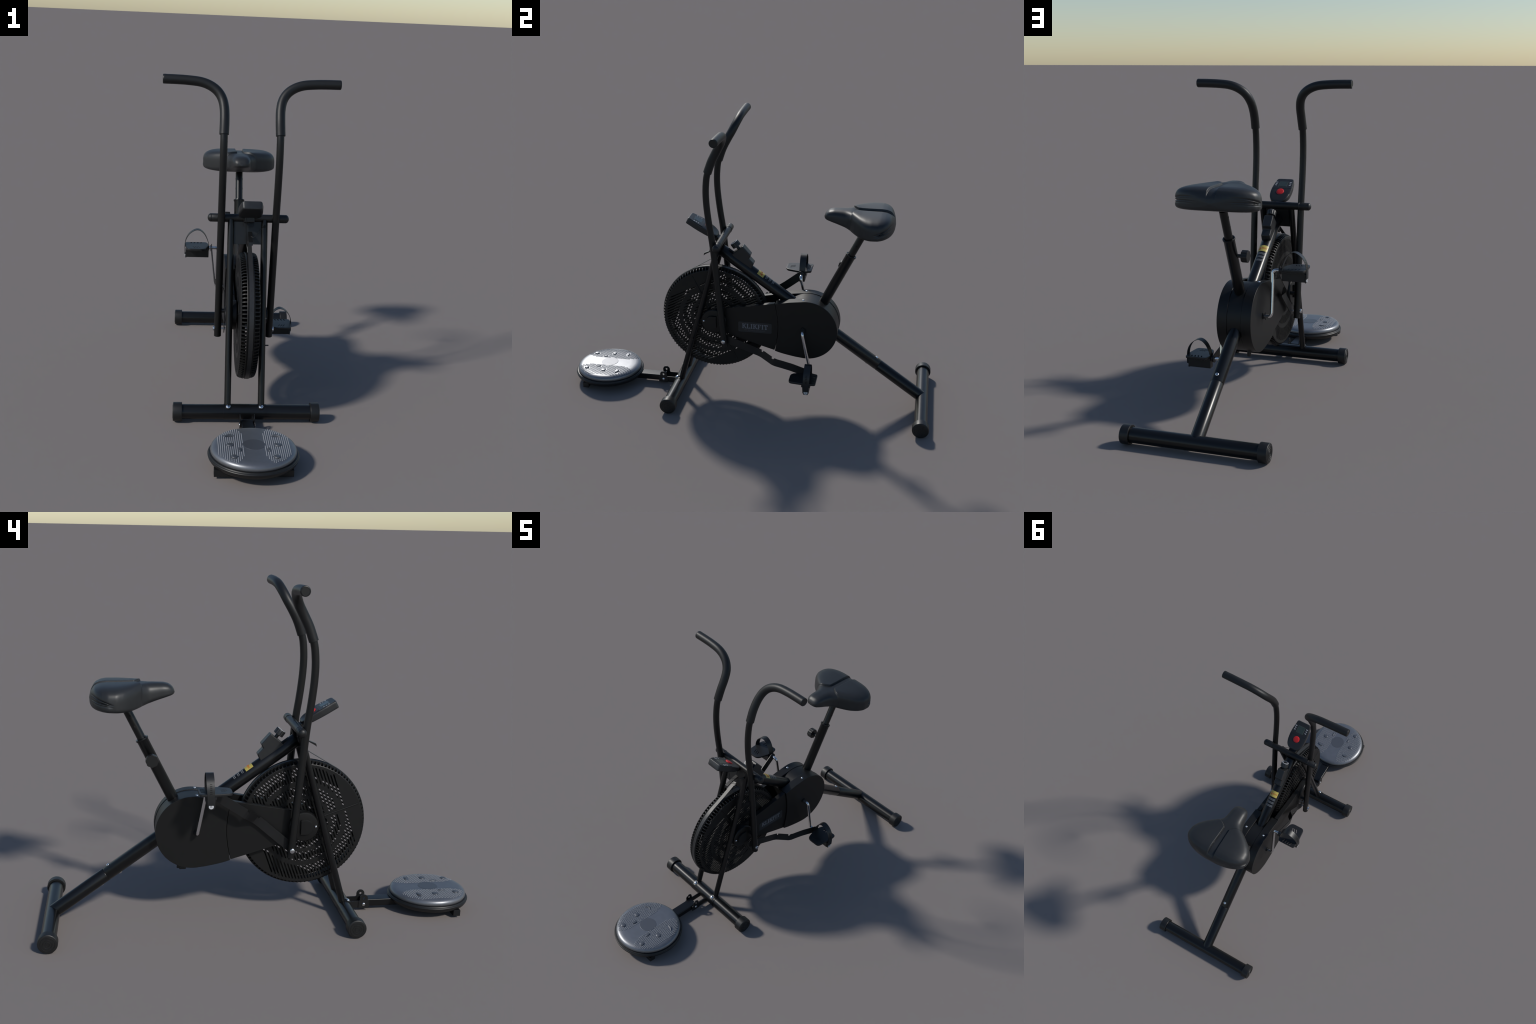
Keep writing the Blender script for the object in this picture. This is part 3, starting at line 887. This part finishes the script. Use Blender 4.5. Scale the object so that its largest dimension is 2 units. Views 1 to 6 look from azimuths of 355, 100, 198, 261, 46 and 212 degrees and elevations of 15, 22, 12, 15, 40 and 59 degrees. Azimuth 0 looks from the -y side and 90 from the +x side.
    text('pedal_letter', 'R' if s < 0 else 'L', 0.0150, (px(xo + 0.0055), ay + 0.001, az - 0.036), (0, s, 0), (0, 0, 1), M_DARKPRINT, body)

# ------------------------------------------------------------------ tension box on the main tube
TX = 0.003
base = [(-0.0880, 0.8120), (-0.0255, 0.8630), (0.0175, 0.8150), (0.0070, 0.7965), (0.0335, 0.7690), (0.0190, 0.7370), (-0.070, 0.7960)]
tb = beveled('tension_box', [prism(base, TX - 0.0235, TX + 0.0235)], M_CONSOLE, 0.0050, 4, None, 25, 40)
KA = V((0, -0.60, 0.80)).normalized()
K0 = V((TX, -0.0600, 0.8535))
Build().add(*sweep([K0 - KA * 0.018, K0 + KA * 0.004], 0.0085, 20)).obj('tension_stem', M_CONSOLE, tb)
kn = Build()
uu, ww, _ = frame_for(KA)
segs = 80
ringv = []
for r, h, lob_ in ((0.0205, 0.000, 0), (0.0232, 0.0015, 1), (0.0228, 0.025, 1), (0.0215, 0.0272, .4), (0.0175, 0.0275, 0)):
    for k in range(segs):
        a = 2 * math.pi * k / segs
        rr = r + 0.0007 * lob_ * math.cos(16 * a)
        ringv.append(K0 + KA * h + (uu * math.cos(a) + ww * math.sin(a)) * rr)
fs = [(i * segs + k, i * segs + (k + 1) % segs, (i + 1) * segs + (k + 1) % segs, (i + 1) * segs + k) for i in range(4) for k in range(segs)]
fs += [tuple(range(segs)), tuple(range(4 * segs, 5 * segs))]
kn.add(ringv, fs).obj('tension_knob', M_CONSOLE, tb, 30)
Build().add(*lathe([(0.0160, 0.0270), (0.0165, 0.0284), (0.0198, 0.0284), (0.0204, 0.0270)], K0, KA, 48, True)).obj('knob_ring', M_WHITE, tb)
B = Build()
for k in range(7):                             # printed arrow ticks inside the ring
    a = math.radians(20 + k * 51)
    B.add(*box(K0 + KA * 0.0277 + (uu * math.cos(a) + ww * math.sin(a)) * 0.0128, (0.0028, 0.0018, 0.0010)))
B.obj('knob_mark', M_WHITE, tb)

# ------------------------------------------------------------------ console
CD = V((0, 0.880, -0.475)).normalized()        # toward the rider, down the face
CN = V((0, 0.475, 0.880)).normalized()
CO = V((0.003, -0.3105, 1.0130))               # top edge, middle of the face
def con(a, t, h):
    """a: across (+x), t: down the face, h: out of the face"""
    return CO + V((a, 0, 0)) + CD * t + CN * h
def con_solid(outline, h_top, h_bot, drop=lambda t: 0.0, shrink=1.0):
    n = len(outline)
    vs = [con(a * shrink, t, h_bot) for a, t in outline] + [con(a, t, h_top - drop(t)) for a, t in outline]
    fs = [tuple(range(n))[::-1], tuple(range(n, 2 * n))] + [(i, (i + 1) % n, n + (i + 1) % n, n + i) for i in range(n)]
    return vs, fs
upper = round_poly([(-0.0385, 0.0), (0.0385, 0.0), (0.0480, 0.060), (0.0480, 0.086), (-0.0480, 0.086), (-0.0480, 0.060)], [0.013, 0.013, 0.05, 0, 0, 0.05], 6)
low = [(-0.0480, 0.0862), (0.0480, 0.0862)] + [(0.0478 * math.cos(math.radians(a)) if a < 90 else 0.0478 * math.cos(math.radians(a)), 0.112 + 0.060 * math.sin(math.radians(a))) for a in range(0, 181, 9)]
def drop(t):
    return 0.0140 * max(0.0, (t - 0.086) / 0.092) ** 1.6
def con_w(t):
    w = lerp_table([(0.0, 0.0445), (0.030, 0.0490), (0.062, 0.0540), (0.090, 0.0555), (0.124, 0.0540), (0.148, 0.0490), (0.164, 0.0410), (0.174, 0.0300), (0.180, 0.0150), (0.1815, 0.005)], t)
    return w
vs, fs = [], []
ts = [0.0, 0.0012, 0.0035, 0.008] + [0.008 + 0.152 * k / 40 for k in range(1, 41)] + [0.165, 0.170, 0.1745, 0.178, 0.180, 0.1810, 0.1815]
K = 48
for t in ts:
    w = con_w(t)
    if t < 0.008:                               # soft upper corner
        w -= 0.010 * (1 - math.sqrt(max(0.0, 1 - (1 - t / 0.008) ** 2)))
    zt, zb = -drop(t) * 0.95, -0.0365 + 0.006 * sstep(0.13, 0.1815, t)
    if t > 0.170:
        e = 0.007 * (1 - math.sqrt(max(0.0, 1 - ((t - 0.170) / 0.0116) ** 2)))
        zt -= e; zb += e * 0.6
    if t < 0.0035:
        e = 0.0035 * (1 - math.sqrt(max(0.0, 1 - (1 - t / 0.0035) ** 2)))
        zt -= e; zb += e
    zt = max(zt, zb + 0.003)
    for k in range(K):
        a = 2 * math.pi * (k + 0.5) / K
        ca, sa = math.cos(a), math.sin(a)
        ex = 9.0
        rr = (abs(ca) ** ex + abs(sa) ** ex) ** (-1 / ex)
        lean = 1 - 0.02 * (1 - sa * rr)
        vs.append(con(ca * rr * w * lean, t, (zt + zb) / 2 + sa * rr * (zt - zb) / 2))
n = len(ts)
for i in range(n - 1):
    for k in range(K):
        fs.append((i * K + k, i * K + (k + 1) % K, (i + 1) * K + (k + 1) % K, (i + 1) * K + k))
fs += [tuple(range(K)), tuple(range((n - 1) * K, n * K))]
console = mesh('console', vs, fs, M_CONSOLE, None, 50)
plate_ol = round_poly([(-0.0410, 0.0045), (0.0410, 0.0045), (0.0490, 0.050), (0.0510, 0.087), (-0.0510, 0.087), (-0.0490, 0.050)], [0.012, 0.012, 0.05, 0.001, 0.001, 0.05], 6)
Build().add(*con_solid(plate_ol, 0.0008, -0.002)).obj('face_plate', M_CONSOLE, console, 30)
# display
def con_box(a0, a1, t0, t1, h0, h1):
    return con_solid([(a0, t0), (a1, t0), (a1, t1), (a0, t1)], h1, h0)
Build().add(*con_box(-0.0235, 0.0235, 0.0275, 0.0725, -0.003, 0.0012)).obj('display_frame', M_LCDEDGE, console)
Build().add(*con_box(-0.0200, 0.0200, 0.0300, 0.0700, -0.002, 0.0017)).obj('display', M_LCD, console)
# button
bc = 0.1140
prof = [(0, 0.0060), (0.012, 0.0058), (0.0180, 0.0050), (0.0200, 0.0034), (0.0205, -0.008)]
Build().add(*lathe(prof, con(0.0, bc, -drop(bc) - 0.0010), CN + CD * 0.22, 40)).obj('button', M_RED, console)
B = Build()
for s in (-1, 1):
    for i in range(3):
        t = 0.0325 + i * 0.0125
        w = (0.0105, 0.0090, 0.0090)[i]
        a = s * 0.0375
        for line in range(2):                   # illegible print: two rows of fine strokes
            x = a - w / 2
            j = 0
            while x < a + w / 2 - (0.002 if line else 0):
                ln = 0.0014 + 0.0007 * ((i + j * 2 + line) % 3)
                B.add(*con_box(x, x + ln, t + line * 0.0032, t + line * 0.0032 + 0.0022, -0.001, 0.0012))
                x += ln + 0.0006
                j += 1
B.obj('console_print', M_WHITE, console)
# bracket below the console and thin cables
beveled('console_bracket', [prism([(-0.205, 0.895), (-0.150, 0.878), (-0.135, 0.892), (-0.150, 0.900), (-0.200, 0.925)], CO.x - 0.024, CO.x + 0.022)], M_STEEL, 0.002, 2, console)
Build().add(*prism([(-0.176, 0.868), (-0.160, 0.905), (-0.157, 0.905), (-0.173, 0.868)], CO.x - 0.025, CO.x + 0.022)).obj('console_clip', M_STEEL, console)
Build().add(*sweep(catmull([(-0.012, -0.205, 0.915), (-0.013, -0.200, 0.880), (-0.011, -0.195, 0.840), (-0.008, -0.190, 0.800), (0.0, -0.18, 0.770)], 6), 0.0013, 8)).obj('cable', M_STEEL, console)
Build().add(*sweep(catmull([(0.012, -0.200, 0.826), (0.025, -0.205, 0.825), (0.040, -0.200, 0.838), (0.055, -0.185, 0.858), (0.072, -0.170, 0.868)], 6), 0.0013, 8)).obj('cable', M_STEEL, console)
Build().add(*lathe([(0, 0.004), (0.0065, 0.004), (0.0065, -0.004), (0, -0.004)], (0.075, -0.170, 0.868), (0, -1, 0.3), 16)).obj('cable_grommet', M_BLACK, console)

# ------------------------------------------------------------------ twist disc on its arm
DC = V((0.008, -0.810, 0.0))
disc_base = Build().add(*lathe([(0, 0.030), (0.150, 0.030), (0.172, 0.0315), (0.1820, 0.037), (0.1875, 0.046), (0.1895, 0.0530), (0.1900, 0.0555), (0.1885, 0.0580), (0.1868, 0.0588), (0.1862, 0.0615), (0.1840, 0.0638), (0.1800, 0.0645), (0.1745, 0.0645), (0, 0.0645)],
                              DC, (0, 0, 1), 96)).obj('twist_disc_base', M_CAP)
prof = [(0, 0.062), (0.1715, 0.062), (0.1750, 0.0635), (0.1782, 0.0680), (0.1790, 0.0740), (0.1775, 0.0805), (0.1735, 0.0862), (0.1670, 0.0905), (0.158, 0.0932), (0.146, 0.0948), (0.12, 0.0958), (0, 0.0962)]
disc = Build().add(*lathe(prof, DC, (0, 0, 1), 128)).obj('twist_disc', M_DISC, disc_base, 40)
Build().add(*lathe([(0.0462, 0.0955), (0.0462, 0.0967), (0.0452, 0.0971), (0.0446, 0.0971), (0, 0.0971)], DC, (0, 0, 1), 64)).obj('centre_pad', M_DISCPAD, disc)
# nub fields: two bands left and right of a plain waist
def band_limits(y):
    """inner and outer |x| of the nub band at local y"""
    inn = 0.0425 + 0.022 * (abs(y) / 0.158) ** 3 + 0.004 * math.cos(y * 40)
    return inn, math.sqrt(max(0.0, 0.1665 ** 2 - y * y)) if abs(y) < 0.157 else 0.0
B = Build()
NUB = []
dx, dy = 0.00835, 0.00760
PADS = [(0.1010, 0.078, 0.0200, 0.0085), (0.0995, -0.004, 0.0150, 0.0125), (0.0600, -0.047, 0.0060, 0.0150), (0.0860, -0.107, 0.0130, 0.0125)]
for iy in range(-21, 22):
    for ix in range(-20, 20):
        x = (ix + 0.5) * dx
        y = iy * dy
        inn, out = band_limits(y)
        if not (inn < abs(x) < min(out, 0.1500)):
            continue
        if any(((abs(x) - a) / (c + 0.003)) ** 2 + ((y - b) / (d + 0.004)) ** 2 < 1 for a, b, c, d in PADS):
            continue
        r = math.hypot(x, y)
        z0 = lerp_table([(0, 0.0962), (0.12, 0.0958), (0.146, 0.0948), (0.158, 0.0932), (0.167, 0.0905)], r) - 0.0002
        NUB.append((x, y, z0))
for x, y, z0 in NUB:
    n = 8
    vs, c = [], V((DC.x + x, DC.y + y, z0))
    for rr, hh in ((0.0029, -0.0010), (0.0026, 0.0014), (0.0016, 0.0026)):
        vs += [c + V((rr * math.cos(2 * math.pi * k / n), rr * math.sin(2 * math.pi * k / n), hh)) for k in range(n)]
    vs.append(c + V((0, 0, 0.0030)))
    fs = [(i * n + k, i * n + (k + 1) % n, (i + 1) * n + (k + 1) % n, (i + 1) * n + k) for i in range(2) for k in range(n)]
    fs += [(2 * n + k, 2 * n + (k + 1) % n, 3 * n) for k in range(n)]
    B.add(vs, fs)
nubs = B.obj('disc_nubs', M_NUB, disc, 60)
nubs["kind"] = "stuff"
# larger massage pads
def blob(cx, cy, a, b, h, ang=0.0, crescent=0.0):
    prof_r = [(1.0, -0.15), (0.99, 0.62), (0.93, 0.86), (0.78, 0.98), (0.0, 1.0)]
    vs, n = [], 28
    for r, hh in prof_r[:-1]:
        for k in range(n):
            t = 2 * math.pi * k / n
            u_, v_ = a * r * math.cos(t), b * r * math.sin(t)
            v_ -= crescent * (u_ / a) ** 2
            vs.append((DC.x + cx + u_ * math.cos(ang) - v_ * math.sin(ang), DC.y + cy + u_ * math.sin(ang) + v_ * math.cos(ang), 0.0957 + h * hh))
    vs.append((DC.x + cx, DC.y + cy, 0.0957 + h))
    fs = [(i * n + k, i * n + (k + 1) % n, (i + 1) * n + (k + 1) % n, (i + 1) * n + k) for i in range(3) for k in range(n)]
    fs += [(3 * n + k, 3 * n + (k + 1) % n, 4 * n) for k in range(n)]
    return vs, fs
for s in (-1, 1):
    Build().add(*blob(s * 0.1010, 0.080, 0.0195, 0.0052, 0.0050, -s * 0.25, 0.007)).obj('massage_pad', M_DISCPAD, disc, 50)
    Build().add(*blob(s * 0.0995, -0.004, 0.0150, 0.0125, 0.0050)).obj('massage_pad', M_DISCPAD, disc, 50)
    Build().add(*blob(s * 0.0600, -0.047, 0.0060, 0.0150, 0.0045, s * 0.1)).obj('massage_pad', M_DISCPAD, disc, 50)
    Build().add(*blob(s * 0.0860, -0.107, 0.0130, 0.0125, 0.0048)).obj('massage_pad', M_DISCPAD, disc, 50)
# square-tube cross foot under the disc (open ends)
def square_tube(x0, x1, yc, zc, hw, hh, wall, axis='x'):
    o = [(yc - hw, zc - hh), (yc + hw, zc - hh), (yc + hw, zc + hh), (yc - hw, zc + hh)]
    i_ = [(yc - hw + wall, zc - hh + wall), (yc + hw - wall, zc - hh + wall), (yc + hw - wall, zc + hh - wall), (yc - hw + wall, zc + hh - wall)]
    def P(x, p):
        return (x, p[0], p[1]) if axis == 'x' else (p[0], x, p[1])
    vs = [P(x, p) for x in (x0, x1) for p in o] + [P(x, p) for x in (x0, x1) for p in i_]
    fs = []
    for k in range(4):
        j = (k + 1) % 4
        fs += [(k, j, 4 + j, 4 + k), (8 + k, 8 + j, 12 + j, 12 + k), (k, j, 8 + j, 8 + k), (4 + k, 4 + j, 12 + j, 12 + k)]
    return vs, fs
beveled('disc_foot', [box((0.004, -0.902, 0.0215), (0.324, 0.033, 0.029))], M_STEEL, 0.0015, 2, disc_base)
# arm: square tube from under the disc to the hinge bracket
arm = beveled('disc_arm', [box((0.004, -0.690, 0.0345), (0.054, 0.420, 0.034))], M_PAINT, 0.004, 3, disc_base)
# hinge bracket: two upright plates with a hole, cross bolt, and a channel to the floor bar
for xs in (-0.0275, 0.0355):
    ol = [(-0.514, 0.012), (-0.462, 0.012), (-0.462, 0.045), (-0.468, 0.050), (-0.468, 0.062)] + circle2((-0.4875, 0.060), 0.0195, 0, 180, 12) + [(-0.507, 0.050), (-0.514, 0.044)]
    # outer ring and hole as one plate
    bm = bmesh.new()
    ob_v = [bm.verts.new((xs, *p)) for p in ol]
    bm.faces.new(ob_v)
    me = bpy.data.meshes.new('hinge_plate'); bm.to_mesh(me); bm.free()
    hp = finish('hinge_plate', me, M_STEEL, disc_base)
    sd = hp.modifiers.new('thick', 'SOLIDIFY'); sd.thickness = 0.003; sd.offset = 0
    cutv = Build().add(*sweep([(xs - 0.01, -0.4875, 0.061), (xs + 0.01, -0.4875, 0.061)], 0.0055, 20)).obj('cutter', M_STEEL)
    md = hp.modifiers.new('hole', 'BOOLEAN'); md.object = cutv; md.operation = 'DIFFERENCE'; md.solver = 'EXACT'
    bpy.context.view_layer.update()
    me2 = bpy.data.meshes.new_from_object(hp.evaluated_get(bpy.context.evaluated_depsgraph_get()))
    hp.modifiers.clear(); hp.data = me2; me2.name = 'hinge_plate'
    me2.shade_flat()
    bpy.data.objects.remove(cutv)
screw('hinge_bolt', (0.0370, -0.4875, 0.030), (1, 0, 0), 0.0085, disc_base, BOLT)
screw('hinge_bolt', (-0.0290, -0.4875, 0.030), (-1, 0, 0), 0.0085, disc_base, BOLT)
B = Build()
for xs in (-0.0245, 0.0325):
    B.add(*box((xs, -0.436, 0.030), (0.0030, 0.104, 0.034)))
B.obj('hinge_channel', M_STEEL, disc_base)
